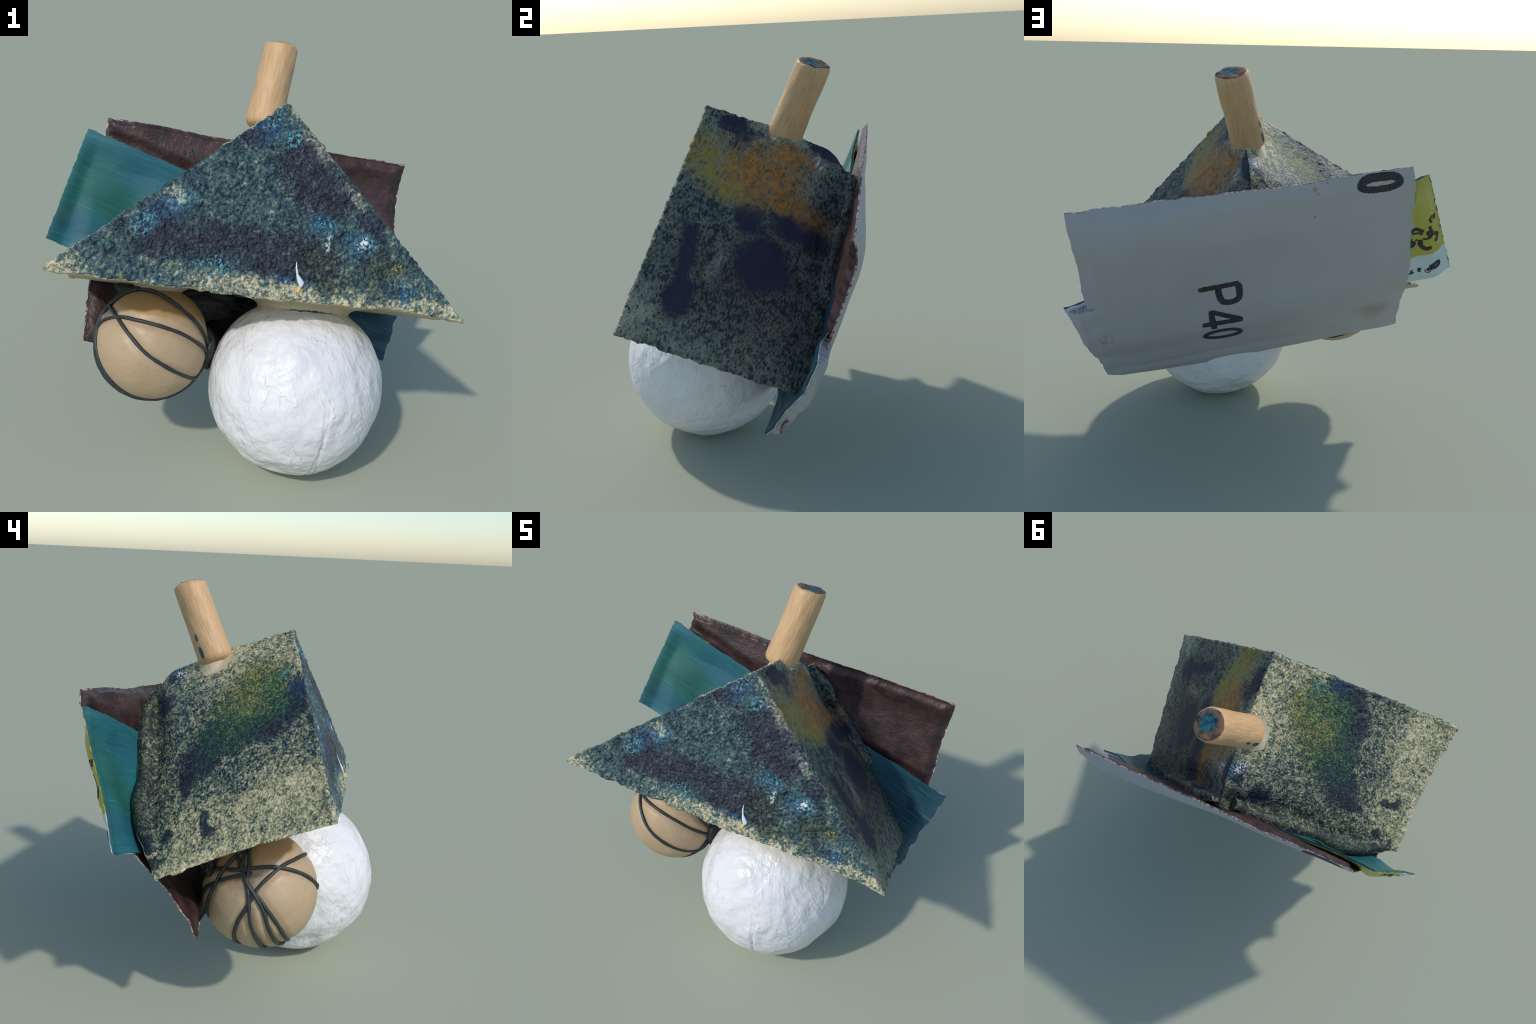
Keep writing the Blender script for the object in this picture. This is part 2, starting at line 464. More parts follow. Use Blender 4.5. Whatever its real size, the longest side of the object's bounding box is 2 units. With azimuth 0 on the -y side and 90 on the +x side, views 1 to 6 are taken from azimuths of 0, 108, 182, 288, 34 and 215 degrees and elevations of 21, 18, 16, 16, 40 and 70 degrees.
def make_white_ball():
    N = Nodes("white_gloss_paint")
    ax = unit(V(.45, .1, -.88))
    ay = unit(np.cross(ax, V(0, 1, .2)))
    az = np.cross(ax, ay)
    scr = N.noise(1, 2, vec=N.stretch(N.obj, (ax, ay, az), (.30, .020, .05)), rough=.6)
    lump = N.noise(.13, 3, rough=.45)
    warp = N.vm("ADD", N.obj, N.vm("SCALE", N.noise(.06, 2, colour=True), scale=.07))
    crack = N.span(N.cells(.13, vec=warp, feature="DISTANCE_TO_EDGE"), 0, .035)
    fold = N.noise(1, 1, vec=N.stretch(warp, (ax, ay, az), (.42, .085, .14)), rough=.4)
    fold = N.span(N.m("ABSOLUTE", N.m("SUBTRACT", fold, .5)), .020, .0)
    fold = N.m("MULTIPLY", fold, N.span(N.noise(.17, 2), .50, .62))
    crack = N.m("SUBTRACT", crack, N.m("MULTIPLY", fold, 9.0))
    h = N.m("ADD", N.m("MULTIPLY", N.span(scr, .50, .75), .10), N.m("ADD", N.m("MULTIPLY", lump, 1.8), N.m("ADD", N.m("MULTIPLY", N.noise(.03, 2), .12), N.m("MULTIPLY", crack, .015))))
    col = N.mix(N.noise(.2, 2), (.68, .68, .685), (.77, .77, .77))
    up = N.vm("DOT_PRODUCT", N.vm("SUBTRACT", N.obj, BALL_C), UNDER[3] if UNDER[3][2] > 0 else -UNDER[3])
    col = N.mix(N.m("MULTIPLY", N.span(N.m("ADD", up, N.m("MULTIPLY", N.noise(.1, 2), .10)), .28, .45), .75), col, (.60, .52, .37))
    speck = N.span(N.cells(.14), .022, .016)
    col = N.mix(N.m("MULTIPLY", speck, .7), col, (.25, .24, .25))
    N.bump(h, .65, .026)
    return N.finish(col, N.span(N.noise(.08, 2), .3, .7, .28, .44), .5)


def make_tan():
    N = Nodes("tan_skin")
    col = N.mix(N.noise(.12, 3), (.38, .27, .16), (.50, .365, .225))
    fib = N.noise(1, 2, vec=N.stretch(N.obj, (unit(V(1, 0, -.5)), unit(V(.3, 1, .6)), unit(V(-.4, .3, .8))), (.2, .012, .012)))
    col = N.mix(N.m("MULTIPLY", N.span(fib, .5, .7), .25), col, (.33, .23, .14))
    p = N.vm("SUBTRACT", N.obj, WRAP_C)
    up = N.vm("DOT_PRODUCT", p, unit(V(.10, .35, .93)))
    warm_shade_tint = N.span(N.m("ADD", up, N.m("MULTIPLY", N.noise(.12, 2), .03)), .145, .175)  # shade and warm bounce under the wedge, coloured into the ball's top
    col = N.mix(N.m("MULTIPLY", warm_shade_tint, .75), col, (.36, .20, .065))
    d = N.vm("DISTANCE", N.obj, WRAP_C + unit(V(-.85, -.03, .52)) * WRAP_R)
    grime = N.m("MULTIPLY", N.span(N.m("ADD", d, N.m("MULTIPLY", N.noise(.03, 3), .06)), .13, .05), .6)
    col = N.mix(grime, col, (.11, .08, .055))
    speck = N.span(N.cells(.10), .05, .03)
    col = N.mix(N.m("MULTIPLY", speck, .6), col, (.12, .09, .06))
    N.bump(N.noise(.05, 3), .3, .01)
    return N.finish(col, .45, .45)


def make_cord():
    N = Nodes("dark_cord")
    col = N.mix(N.noise(.02, 2), (.012, .017, .018), (.040, .050, .050))
    N.bump(N.noise(.006, 2), .3, .002)
    return N.finish(col, .5, .45)


def make_wood():
    N = Nodes("pale_wood")
    ax = unit(PEG_T - PEG_B)
    bx = unit(np.cross(ax, V(0, 1, 0)))
    cx = np.cross(ax, bx)
    grain = N.noise(1, 3, vec=N.stretch(N.obj, (ax, bx, cx), (.10, .008, .008)), rough=.6)
    col = N.mix(N.span(grain, .35, .68), (.57, .36, .185), (.44, .26, .125))
    col = N.mix(N.m("MULTIPLY", N.noise(.07, 2), .6), col, (.62, .40, .20))
    pit = N.span(N.noise(1, 2, vec=N.stretch(N.obj, (ax, bx, cx), (.03, .006, .006))), .70, .76)
    col = N.mix(N.m("MULTIPLY", pit, .6), col, (.20, .11, .06))
    # two drops of blue-green paint low on the back left flank
    for f, ang in ((.11, 150), (.30, 158)):
        c = PEG_B + (PEG_T - PEG_B) * f
        d = N.vm("SUBTRACT", N.obj, c)
        a = N.m("DIVIDE", N.vm("DOT_PRODUCT", d, ax), .034 if f < .2 else .022)
        side = unit(V(-.93, .36, .06))
        side = unit(side - ax * (side @ ax))
        tng = np.cross(ax, side)
        b = N.m("DIVIDE", N.vm("DOT_PRODUCT", d, tng), .013 if f < .2 else .009)
        r = N.vm("LENGTH", N.combine(a, b, 0.0))
        on = N.m("MULTIPLY", N.span(r, 1.1, .8), N.span(N.vm("DOT_PRODUCT", d, side), .03, .06))
        col = N.mix(on, col, (.03, .075, .085))
    N.bump(N.m("ADD", grain, N.noise(.05, 2)), .35, .006)
    return N.finish(col, .5, .4)


def make_peg_end():
    N = Nodes("painted_peg_end")
    ax = unit(PEG_T - PEG_B)
    p = N.vm("SUBTRACT", N.obj, PEG_T)
    n1 = N.noise(.035, 3, rough=.65)
    d = N.vm("LENGTH", N.vm("SUBTRACT", p, (.012, -.012, 0)))
    col = N.mix(N.span(n1, .35, .6), (.06, .038, .032), (.24, .135, .08))
    t = N.span(N.m("ADD", d, N.m("MULTIPLY", n1, .05)), .095, .050)
    col = N.mix(t, col, N.mix(N.span(N.noise(.025, 2), .35, .65), (.010, .032, .045), (.020, .14, .17)))
    N.bump(n1, .6, .01)
    return N.finish(col, .75, .2)


def make_teal():
    N = Nodes("teal_brushed_paint")
    w = N.vm("ADD", N.obj, N.vm("SCALE", N.vm("SUBTRACT", N.noise(.3, 2, colour=True), (.5, .5, .5)), scale=.03))
    st = N.stretch(w, (TEAL_U, TEAL_V, BOARD_N), (.45, .016, .05))
    s1 = N.noise(1, 3, vec=st, rough=.6)
    fine = N.noise(1, 2, vec=N.stretch(w, (TEAL_U, TEAL_V, BOARD_N), (.16, .004, .05)), rough=.6)
    col = N.mix(N.noise(.22, 2), (.012, .105, .128), (.020, .150, .182))
    p = N.vm("SUBTRACT", N.obj, TE["TL"])
    uv = N.combine(N.vm("DOT_PRODUCT", p, TEAL_U), N.vm("DOT_PRODUCT", p, TEAL_V))
    green = N.blobs(uv, [(.14, .24, .22, .12, 15, .7), (.30, .33, .20, .08, 0, .8), (.03, .35, .06, .2, 0, .7)])
    col = N.mix(N.m("MULTIPLY", green, .55), col, (.020, .125, .070))
    bluish = N.blobs(uv, [(.18, .52, .20, .08, 0, .8), (.36, .12, .14, .07, 0, .9), ])
    col = N.mix(N.m("MULTIPLY", bluish, .5), col, (.014, .095, .160))
    flap = N.blobs(uv, [(1.75, .3, .42, .45, 0, .5)])
    col = N.mix(N.m("MULTIPLY", flap, .88), col, (.009, .040, .072))
    grey = N.blobs(uv, [(.05, .45, .06, .06, 0, .8)])
    col = N.mix(N.m("MULTIPLY", grey, .3), col, (.04, .09, .13))
    painted_shadow = N.blobs(uv, [(.95, .45, .38, .18, 0, .4)])  # shadow behind the balls, painted onto the card
    col = N.mix(N.m("MULTIPLY", painted_shadow, .85), col, (.014, .017, .020))
    col = N.mix(N.m("MULTIPLY", N.span(s1, .48, .30), .40), col, (.010, .062, .062))
    col = N.mix(N.m("MULTIPLY", N.span(fine, .54, .70), N.span(s1, .42, .6, .1, .65)), col, (.05, .25, .23))
    N.bump(N.m("ADD", s1, N.m("MULTIPLY", fine, .5)), .35, .004)
    return N.finish(col, .45, .45)


def make_label():
    N = Nodes("yellow_label")
    p = N.vm("SUBTRACT", N.obj, TE["TL"])
    u = N.vm("DOT_PRODUCT", p, TEAL_U)
    v = N.vm("DOT_PRODUCT", p, TEAL_V)
    yel = N.mix(N.noise(.10, 2), (.36, .32, .04), (.46, .42, .07))
    yel = N.mix(N.m("MULTIPLY", N.span(v, .30, .05), .35), yel, (.50, .50, .14))
    pale = N.mix(N.noise(.08, 2), (.46, .56, .56), (.58, .66, .66))
    col = N.mix(N.span(v, .435, .442), yel, pale)
    col = N.mix(N.span(u, .9, 1.2), col, (.55, .57, .60))
    N.bump(N.noise(.04, 2), .3, .006)
    return N.finish(col, .4, .5)


def make_brown():
    N = Nodes("dark_brown_paper")
    st = N.stretch(N.obj, (BOARD_U, BOARD_V, BOARD_N), (.08, .06, .06))
    big = N.noise(1, 3, vec=st)
    col = N.mix(N.span(N.noise(.10, 3), .35, .65), (.025, .013, .013), (.056, .028, .027))
    ash = N.span(N.noise(.16, 3, vec=N.vm("ADD", N.obj, (0, 3, 0)), rough=.6), .52, .68)
    col = N.mix(N.m("MULTIPLY", ash, .30), col, (.085, .072, .072))
    red = N.span(N.noise(.012, 3, rough=.65), .58, .70)
    col = N.mix(N.m("MULTIPLY", red, .6), col, (.13, .035, .032))
    N.bump(N.m("ADD", big, N.m("MULTIPLY", N.noise(.015, 3, rough=.6), .5)), .6, .012)
    return N.finish(col, .45, .45)


def make_torn():
    N = Nodes("torn_pulp")
    n1 = N.noise(.02, 3, rough=.6)
    col = N.mix(N.span(n1, .40, .60), (.16, .08, .075), (.55, .45, .43))
    N.bump(n1, .8, .01)
    return N.finish(col, .8, .2)


def make_white_board():
    N = Nodes("white_coated_board")
    col = N.mix(N.noise(.30, 2), (.35, .355, .35), (.41, .41, .41))
    fleck = N.span(N.noise(.010, 2, rough=.6), .63, .72)
    col = N.mix(N.m("MULTIPLY", fleck, .18), col, (.25, .26, .26))
    st = lambda s, t: board(s, t, 0)
    for (s, t), r in (((.287, .032), .016), ((.293, .157), .011), ((.250, .014), .008), ((.314, .026), .008), ((.28, .05), .009)):
        d = N.vm("DISTANCE", N.vm("ADD", N.obj, N.vm("SCALE", N.noise(.012, 2, colour=True), scale=.014)), st(s, t) + .007)
        col = N.mix(N.span(d, r, r * .4, 0, .75), col, (.36, .20, .08))
    d = N.vm("DISTANCE", N.obj, st(.090, .81))
    col = N.mix(N.span(d, .13, .01, 0, .5), col, (.21, .185, .185))
    d = N.vm("DISTANCE", N.vm("MULTIPLY", N.vm("ADD", N.obj, N.vm("SCALE", N.noise(.02, 2, colour=True), scale=.03)), (1, 1, .6)), (st(.965, .68) + .015) * V(1, 1, .6))
    col = N.mix(N.m("MULTIPLY", N.span(d, .055, .01, 0, .45), N.span(N.noise(.02, 3), .50, .62)), col, (.10, .09, .09))
    N.bump(N.m("ADD", N.noise(.006, 2), N.m("MULTIPLY", N.noise(.15, 2), 3.0)), .25, .003)
    return N.finish(col, .5, .4)


def make_dark_glue():
    N = Nodes("dark_glue")
    col = N.mix(N.noise(.05, 3), (.012, .013, .015), (.030, .024, .020))
    N.bump(N.noise(.03, 3), .5, .01)
    return N.finish(col, .55, .35)


def make_ink():
    N = Nodes("black_print")
    worn = N.span(N.noise(.010, 3, rough=.65), .35, .65)
    col = N.mix(worn, (.022, .022, .022), (.050, .050, .049))
    return N.finish(col, .6, .3)


def make_drip(name, c):
    N = Nodes(name)
    N.bump(N.noise(.01, 2), .3, .004)
    return N.finish(N.mix(N.noise(.012, 2), tuple(x * .8 for x in c), c), .4, .5)


# ------------------------------------------------------------------ the thing
thing = bpy.data.objects.new("abstract_sculpture", None)
scene_root.objects.link(thing)
thing["label"] = "paint-speckled foam wedge on white ball with torn boards and peg"
thing["category"] = "assemblage sculpture"

# ---- teal card corners in board coordinates: (s, t, off)
CARD = dict(TL=V(-.816, .375, 1.463), BL=V(-.997, .143, .945), TR=V(.953, .513, .766), BR=V(.786, .232, .289))


def board_coords(P):
    x = V(.5, .5, 0)
    for _ in range(40):
        f = board(*x) - P
        J = np.array([(board(*(x + h)) - board(*x)) / 1e-4 for h in np.eye(3) * 1e-4]).T
        x = x - np.clip(np.linalg.solve(J, f), -.3, .3)
    return x


TC = {k: board_coords(p) for k, p in CARD.items()}


def card_st(a, b):
    a, b = np.asarray(a, float)[..., None], np.asarray(b, float)[..., None]
    return TC["TL"] * (1 - a) * (1 - b) + TC["TR"] * a * (1 - b) + TC["BL"] * (1 - a) * b + TC["BR"] * a * b


def card_place(a, b):
    """Board coordinates (s, t, off) of the card's middle layer."""
    q = card_st(a, b).copy()
    a, b = np.asarray(a, float), np.asarray(b, float)
    o = q[..., 2] + 16 * np.clip(a * (1 - a) * b * (1 - b), 0, 1) * .008
    o = o + .018 * smooth(.75, .9, a) * smooth(1.0, .93, a) * smooth(0, .25, b) * smooth(1, .75, b)
    o = o + .026 * smooth(.0, .045, a) * smooth(.34, .16, a) * smooth(0, .25, b)
    # never behind the lining of the board that it is glued to
    lim = -.034 + .020 * smooth(.26, .05, q[..., 0])
    over = smooth(-.085, -.012, q[..., 0]) * smooth(1.03, .97, q[..., 0])
    q[..., 2] = o + over * (np.minimum(o, lim) - o)
    return q


def card(a, b, off):
    q = card_place(a, b)
    return board(q[..., 0], q[..., 1], q[..., 2] + off)


TE = {k: card(*[np.array(x, float) for x in ab], 0.0) for k, ab in dict(TL=(0, 0), BL=(0, 1), TR=(1, 0), BR=(1, 1)).items()}
TEAL_U = unit(TE["TR"] - TE["TL"])
TEAL_V = unit((TE["BL"] - TE["TL"]) - TEAL_U * ((TE["BL"] - TE["TL"]) @ TEAL_U))

M_front, M_left, M_right, M_bare = make_front_paint(), make_left_paint(), make_right_paint(), make_bare()
M_torn, M_ink = make_torn(), make_ink()


# ---- foam wedge ---------------------------------------------------
def lathe(c, axis, profile, seg=64):
    """Solid of revolution about axis from c: profile = [(height, radius), ...]."""
    axis = unit(axis)
    x = unit(np.cross(axis, V(.3, 1, .1)))
    y = np.cross(axis, x)
    vs, fs = [], []
    for h, r in profile:
        for k in range(seg):
            a = 2 * math.pi * k / seg
            vs.append(c + axis * h + (x * math.cos(a) + y * math.sin(a)) * r)
    m = len(profile)
    for i in range(m - 1):
        for k in range(seg):
            k2 = (k + 1) % seg
            fs.append((i * seg + k, i * seg + k2, (i + 1) * seg + k2, (i + 1) * seg + k))
    fs.append(tuple(range(seg))[::-1])
    fs.append(tuple((m - 1) * seg + k for k in range(seg)))
    return vs, fs


def build_wedge():
    bm = bmesh.new()
    # prism as a loft of triangles along the ridge so that the ridge can sag and break
    # stations along the ridge: place of the apex, measured down the worn ridge line
    ridge = [(-.202, 1.733), (-.10, 1.695), (.02, 1.651), (.09, 1.627), (.20, 1.578), (.285, 1.538), (.34, 1.514),
             (.376, 1.496), (.40, 1.474), (.42, 1.448), (.44, 1.415), (.467, 1.392), (.50, 1.376)]
    rows = []
    up = -UNDER[3] if UNDER[3][2] < 0 else UNDER[3]
    nl = LEFT[3] if LEFT[3][2] > 0 else -LEFT[3]
    nr = RIGHT[3] if RIGHT[3][2] > 0 else -RIGHT[3]
    stations = [((y + .202) / .702, V(.171 - .206 * (y + .202), y, z)) for y, z in ridge]
    stations.append((1.05, V(.025, .54, 1.325)))
    stations.append((1.14, V(.015, .60, 1.255)))
    for v, a in stations:
        l = L + (Lb - L) * v
        r = R + (Rb - R) * v
        sag = math.sin(math.pi * min(1, v))
        l = l + V(.030, .0, .010) * max(0, sag) ** 1.2
        # flanks are a little full towards the back, the underside sags over the small ball
        worn = .010 * smooth(.80, 1.0, v)
        ls = [a + (l - a) * f + nl * (.008 * math.sin(math.pi * f) * smooth(.15, .75, v) - worn * (1 - f) ** .5) for f in (.25, .5, .75)]
        rs = [r + (a - r) * f + nr * (.016 * w * smooth(.0, .45, v)) for f, w in ((.25, 1.0), (.5, .9), (.75, .75 - 1.9 * smooth(.45, .8, v)))]
        us = [l + (r - l) * f + up * w for f, w in ((.15, -.010 * sag), (.33, .000 * sag), (.6, .012 * sag), (.82, .018 * smooth(1, .0, v)))]
        ring = [a] + ls + [l] + us + [r] + rs
        if v > 1.01:
            c = sum(ring) / len(ring)
            ring = [p + (c - p) * .02 + V(0, 0, .0) for p in ring]
        rows.append([bm.verts.new(p) for p in ring])
    for p, q in zip(rows, rows[1:]):
        m = len(p)
        for i in range(m):
            j = (i + 1) % m
            bm.faces.new((p[i], p[j], q[j], q[i]))
    for ring, flip in ((rows[0], True), (rows[-1], False)):
        c = bm.verts.new(sum((V(*p.co) for p in ring), V(0, 0, 0)) / len(ring))
        for i in range(len(ring)):
            bm.faces.new((ring[i], ring[(i + 1) % len(ring)], c))
    bmesh.ops.recalc_face_normals(bm, faces=bm.faces)
    # flared neck of foam and glue down to the white ball
    for vs, fs in (lathe(BALL_C, up, [(.30, .20), (.330, .236), (.350, .220), (.366, .224), (.380, .248), (.392, .300), (.41, .30)]),
                   lathe(WRAP_C, up, [(.20, .07), (.225, .11), (.245, .105), (.262, .135), (.275, .14)], 40),
                   lathe(PEG_B + V(.028, .036, -.004), PEG_T - PEG_B, [(-.09, .10), (-.05, .092), (-.025, .084), (-.002, .078), (.016, .07)], 40)):
        ids = [bm.verts.new(p) for p in vs]
        for f in fs:
            bm.faces.new([ids[i] for i in f])
    # lumpy beads of glue where the wedge's back edges meet the sheets
    for p0, p1, out, rr, side in ((V(-.045, .49, 1.365), V(-.78, .115, .835), nl, .044, -.002), (V(.05, .50, 1.37), V(.50, .44, .87), nr, .034, .002)):
        path = p0 + (p1 - p0) * np.linspace(0, 1, 24)[:, None]
        X = board_offsets(path)
        X[:, 2] = -.072
        path = board(*X.T) + out * side
        path = path + .010 * np.stack([fractal(path, .09, 2, 500 + k) for k in range(3)], 1)
        rad = rr * (1 + .35 * fractal(path, .07, 2, 510)) * (.55 + .45 * np.sin(np.pi * np.linspace(.12, .95, 24)))
        T_ = np.gradient(path, axis=0)
        ids = []
        for p, t_, r_ in zip(path, T_, rad):
            t_ = unit(t_)
            x_ = unit(np.cross(t_, V(0, 0, 1)))
            y_ = np.cross(t_, x_)
            ids.append([bm.verts.new(p + (x_ * math.cos(q) + y_ * math.sin(q)) * r_) for q in np.linspace(0, 2 * math.pi, 13)[:-1]])
        for ra, rb in zip(ids, ids[1:]):
            for k in range(12):
                bm.faces.new((ra[k], ra[(k + 1) % 12], rb[(k + 1) % 12], rb[k]))
        bm.faces.new(ids[0][::-1])
        bm.faces.new(ids[-1])
    bmesh.ops.recalc_face_normals(bm, faces=bm.faces)
    me = bpy.data.meshes.new("foam_wedge")
    bm.to_mesh(me)
    bm.free()
    tmp = bpy.data.objects.new("tmp_wedge", me)
    scene_root.objects.link(tmp)
    md = tmp.modifiers.new("voxel", "REMESH")
    md.mode, md.voxel_size, md.adaptivity = "VOXEL", .0062, 0
    sm = tmp.modifiers.new("soft", "SMOOTH")
    sm.factor, sm.iterations = .5, 4
    dg = bpy.context.evaluated_depsgraph_get()
    out = bpy.data.meshes.new_from_object(tmp.evaluated_get(dg))
    bpy.data.objects.remove(tmp)
    P, Nn = coords(out), normals(out)

    dist = {}
    for k, fr in dict(front=FRONT, left=LEFT, right=RIGHT, under=UNDER, back=BACK).items():
        dist[k] = np.abs((P - fr[0]) @ fr[3])
    # torn chip behind the peg: the left slope breaks away next to the ridge end
    chip = V(-.035, .455, 1.375)
    q = (P - chip) / V(.085, .075, .09)
    r = np.linalg.norm(q, axis=1)
    inside = smooth(1.15, .4, r) * (P[:, 0] < .03)
    inside *= smooth(.04, -.01, P[:, 0])
    inward = unit(V(.25, -.55, -.75))
    P = P + inward * (.045 * inside * (1 + .4 * fractal(P, .03, 2, 5)))[:, None]
    # soft lumps, sand grain on the painted faces and ragged edges
    wf = smooth(.03, .012, dist["front"])
    wl = smooth(.03, .012, dist["left"])
    wr = smooth(.03, .012, dist["right"])
    lowest = smooth(.05, .0, dist["under"]) * np.maximum.reduce([wf, wl, wr])
    d = .004 * fractal(P, .14, 2, 1)
    d = d + wf * (.003 + .0070 * fractal(P, .026, 2, 2))
    d = d + (wl + .6 * wr) * (.0055 * fractal(P, .021, 2, 3) - .006 * smooth(.35, .7, fractal(P, .045, 3, 33)))
    d = d + lowest * .010 * fractal(P, .06, 2, 4)
    backleft = smooth(.08, 0, dist["back"]) * smooth(.1, .0, dist["left"])
    up_left = (P - LEFT[0]) @ LEFT[2]
    d = d + backleft * (.012 * fractal(P, .07, 2, 9) - .010 * smooth(.15, .85, up_left))
    P = P + Nn * d[:, None]
    # pressed against the sheets behind: nothing reaches through them
    near = np.nonzero(dist["back"] < .16)[0]
    X = board_offsets(P[near])
    X[:, 2] = np.minimum(X[:, 2], -.036)
    P[near] = board(*X.T)
    set_coords(out, P)

    fc = np.empty(len(out.polygons) * 3)
    out.polygons.foreach_get("center", fc)
    fn = np.empty(len(out.polygons) * 3)
    out.polygons.foreach_get("normal", fn)
    fc, fn = fc.reshape(-1, 3), fn.reshape(-1, 3)
    cent = (A + L + R + Ab + Lb + Rb) / 6
    score = []
    for fr in (FRONT, LEFT, RIGHT, UNDER, BACK):
        n = fr[3] * np.sign((fr[0] - cent) @ fr[3])
        dd = np.abs((fc - fr[0]) @ fr[3])
        score.append(.4 * dd - .08 * (fn @ n))
    score = np.array(score)
    pick = score.argmin(0)
    pick[pick > 3] = 3
    # the peg's glue collar stays bare
    pc = fc - PEG_B
    ax = unit(PEG_T - PEG_B)
    h = pc @ ax
    rad = np.linalg.norm(pc - h[:, None] * ax, axis=1)
    pick[(rad < .090 + .012 * fractal(fc, .04, 3, 12)) & (h > -.07)] = 3
    out.polygons.foreach_set("material_index", pick.astype(int))
    return add("foam_wedge", out, thing, (M_front, M_left, M_right, M_bare))


build_wedge()

# ---- small paint drip on the front face
def drip(points, widths, mat, name):
    o, u, v, n = FRONT
    n = n if n[1] < 0 else -n
    vs, fs = [], []
    K = 8
    for (a, b), w in zip(points, widths):
        for k in range(K):
            th = 2 * math.pi * k / K
            vs.append(o + u * (a + w * math.cos(th)) + v * b + n * (.006 + .6 * min(w, .012) * math.sin(th)))
    for i in range(len(points) - 1):
        for k in range(K):
            fs.append((i * K + k, i * K + (k + 1) % K, (i + 1) * K + (k + 1) % K, (i + 1) * K + k))
    fs.append(tuple(range(K))[::-1])
    fs.append(tuple((len(points) - 1) * K + k for k in range(K)))
    return add(name, mesh_from(vs, fs), thing, (mat,))


drip([(1.030, .165), (1.033, .14), (1.040, .115), (1.052, .095), (1.060, .082), (1.062, .068), (1.058, .058)],
     [.0015, .004, .005, .013, .016, .008, .004], make_drip("white_drip", (.70, .76, .78)), "paint_drip")
drip([(1.053, .066), (1.056, .056), (1.054, .044), (1.050, .036)], [.004, .009, .010, .004],
     make_drip("yellow_drip", (.75, .50, .14)), "paint_drip")


# ---- balls
def ball(name, c, r, mat, lumps, sub=6):
    bm = bmesh.new()
    bmesh.ops.create_icosphere(bm, subdivisions=sub, radius=1.0)
    me = bpy.data.meshes.new(name)
    bm.to_mesh(me)
    bm.free()
    D = coords(me)
    set_coords(me, c + D * (r + lumps(D))[:, None])
    return add(name, me, thing, (mat,))


def white_lumps(D):
    k = .0075 * fractal(D, .55, 2, 21) + .0045 * fractal(D, .22, 2, 22) + .0016 * fractal(D, .07, 2, 23)
    for c, w, dep in ((V(-.75, -.45, -.55), .16, .016), (V(-.2, -.75, -.62), .14, .012), (V(.9, -.2, -.45), .2, .012), (V(-.3, .6, -.7), .2, .012)):
        k = k - dep * np.exp(-((D - unit(c)) ** 2).sum(1) / w ** 2)
    # two long scratches running down the right flank
    for o, n in ((.10, V(.80, .16, -.10)), (.16, V(.86, .10, -.02))):
        n = unit(n)
        line = np.abs(D @ n - o - .02 * fractal(D, .2, 2, 31))
        k = k - .006 * smooth(.016, .0, line) * smooth(.0, -.4, D[:, 1]) * smooth(.45, .1, D[:, 2])
    return k


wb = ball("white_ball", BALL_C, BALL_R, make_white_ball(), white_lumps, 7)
P = coords(wb.data)
P[:, 2] = np.where(P[:, 2] < .012, .012 * np.exp((P[:, 2] - .012) / .012), P[:, 2])
P[:, 2] -= P[:, 2].min()
set_coords(wb.data, P)

CORDS = [
    [(.98, -.04, -.18), (.83, -.48, .29), (.58, -.63, .52), (.22, -.7, .68), (-.16, -.65, .74), (-.5, -.5, .71), (-.85, -.25, .46),
     (-.97, -.11, .15), (-.98, .05, -.18), (-.81, .17, -.56), (-.45, .2, -.86), (.1, .15, -1), (.6, .05, -.8), (.9, -.05, -.45)],
    [(.81, -.26, -.54), (.65, -.72, -.24), (.35, -.93, .05), (.04, -.96, .29), (-.26, -.8, .54), (-.5, -.52, .69), (-.61, -.34, .72),
     (-.73, -.05, .69), (-.75, .23, .62), (-.6, .6, .5), (-.4, .85, .3), (0, 1, .05), (.5, .85, -.1), (.95, .3, -.2)],
    [(-.25, .08, .97), (-.43, .08, .9), (-.71, -.01, .71), (-.87, -.04, .5), (-.94, -.1, .31), (-.98, -.14, .03), (-.95, -.18, -.25),
     (-.79, -.25, -.56), (-.45, -.27, -.86), (.05, -.25, -.97), (.55, -.2, -.8), (.9, -.1, -.4)],
    [(-.54, .27, .8), (-.74, .09, .66), (-.87, -.03, .5), (-.92, -.2, .32), (-.93, -.36, .08), (-.84, -.45, -.28), (-.55, -.52, -.67),
     (-.12, -.52, -.84), (.35, -.46, -.82), (.75, -.32, -.58), (.93, -.15, -.3)],
    [(-.80, .0, .60), (-.87, -.05, .49), (-.91, -.27, .28), (-.88, -.46, .03), (-.76, -.60, -.25), (-.5, -.66, -.58), (-.1, -.60, -.80),
     (.35, -.52, -.78), (.76, -.36, -.55), (.94, -.12, -.28)],
    [(-.84, 0, .53), (-.65, .12, .75), (-.4, .13, .91), (-.1, .03, .99), (.19, -.12, .97), (.48, -.25, .84), (.75, -.26, .61), (.94, -.18, .29), (.99, 0, -.1)],
    [(-.81, .05, .58), (-.82, .28, .5), (-.79, .48, .38), (-.68, .7, .2), (-.5, .85, 0), (-.1, .97, -.2), (.5, .8, -.3)],
    [(-.2, .15, .96), (-.52, .24, .82), (-.68, .4, .62), (-.78, .53, .31), (-.74, .67, -.05), (-.55, .75, -.35), (-.2, .75, -.63), (.3, .6, -.74), (.75, .3, -.58)],
    [(-.66, .18, .73), (-.73, .12, .67), (-.78, -.08, .62)],
]


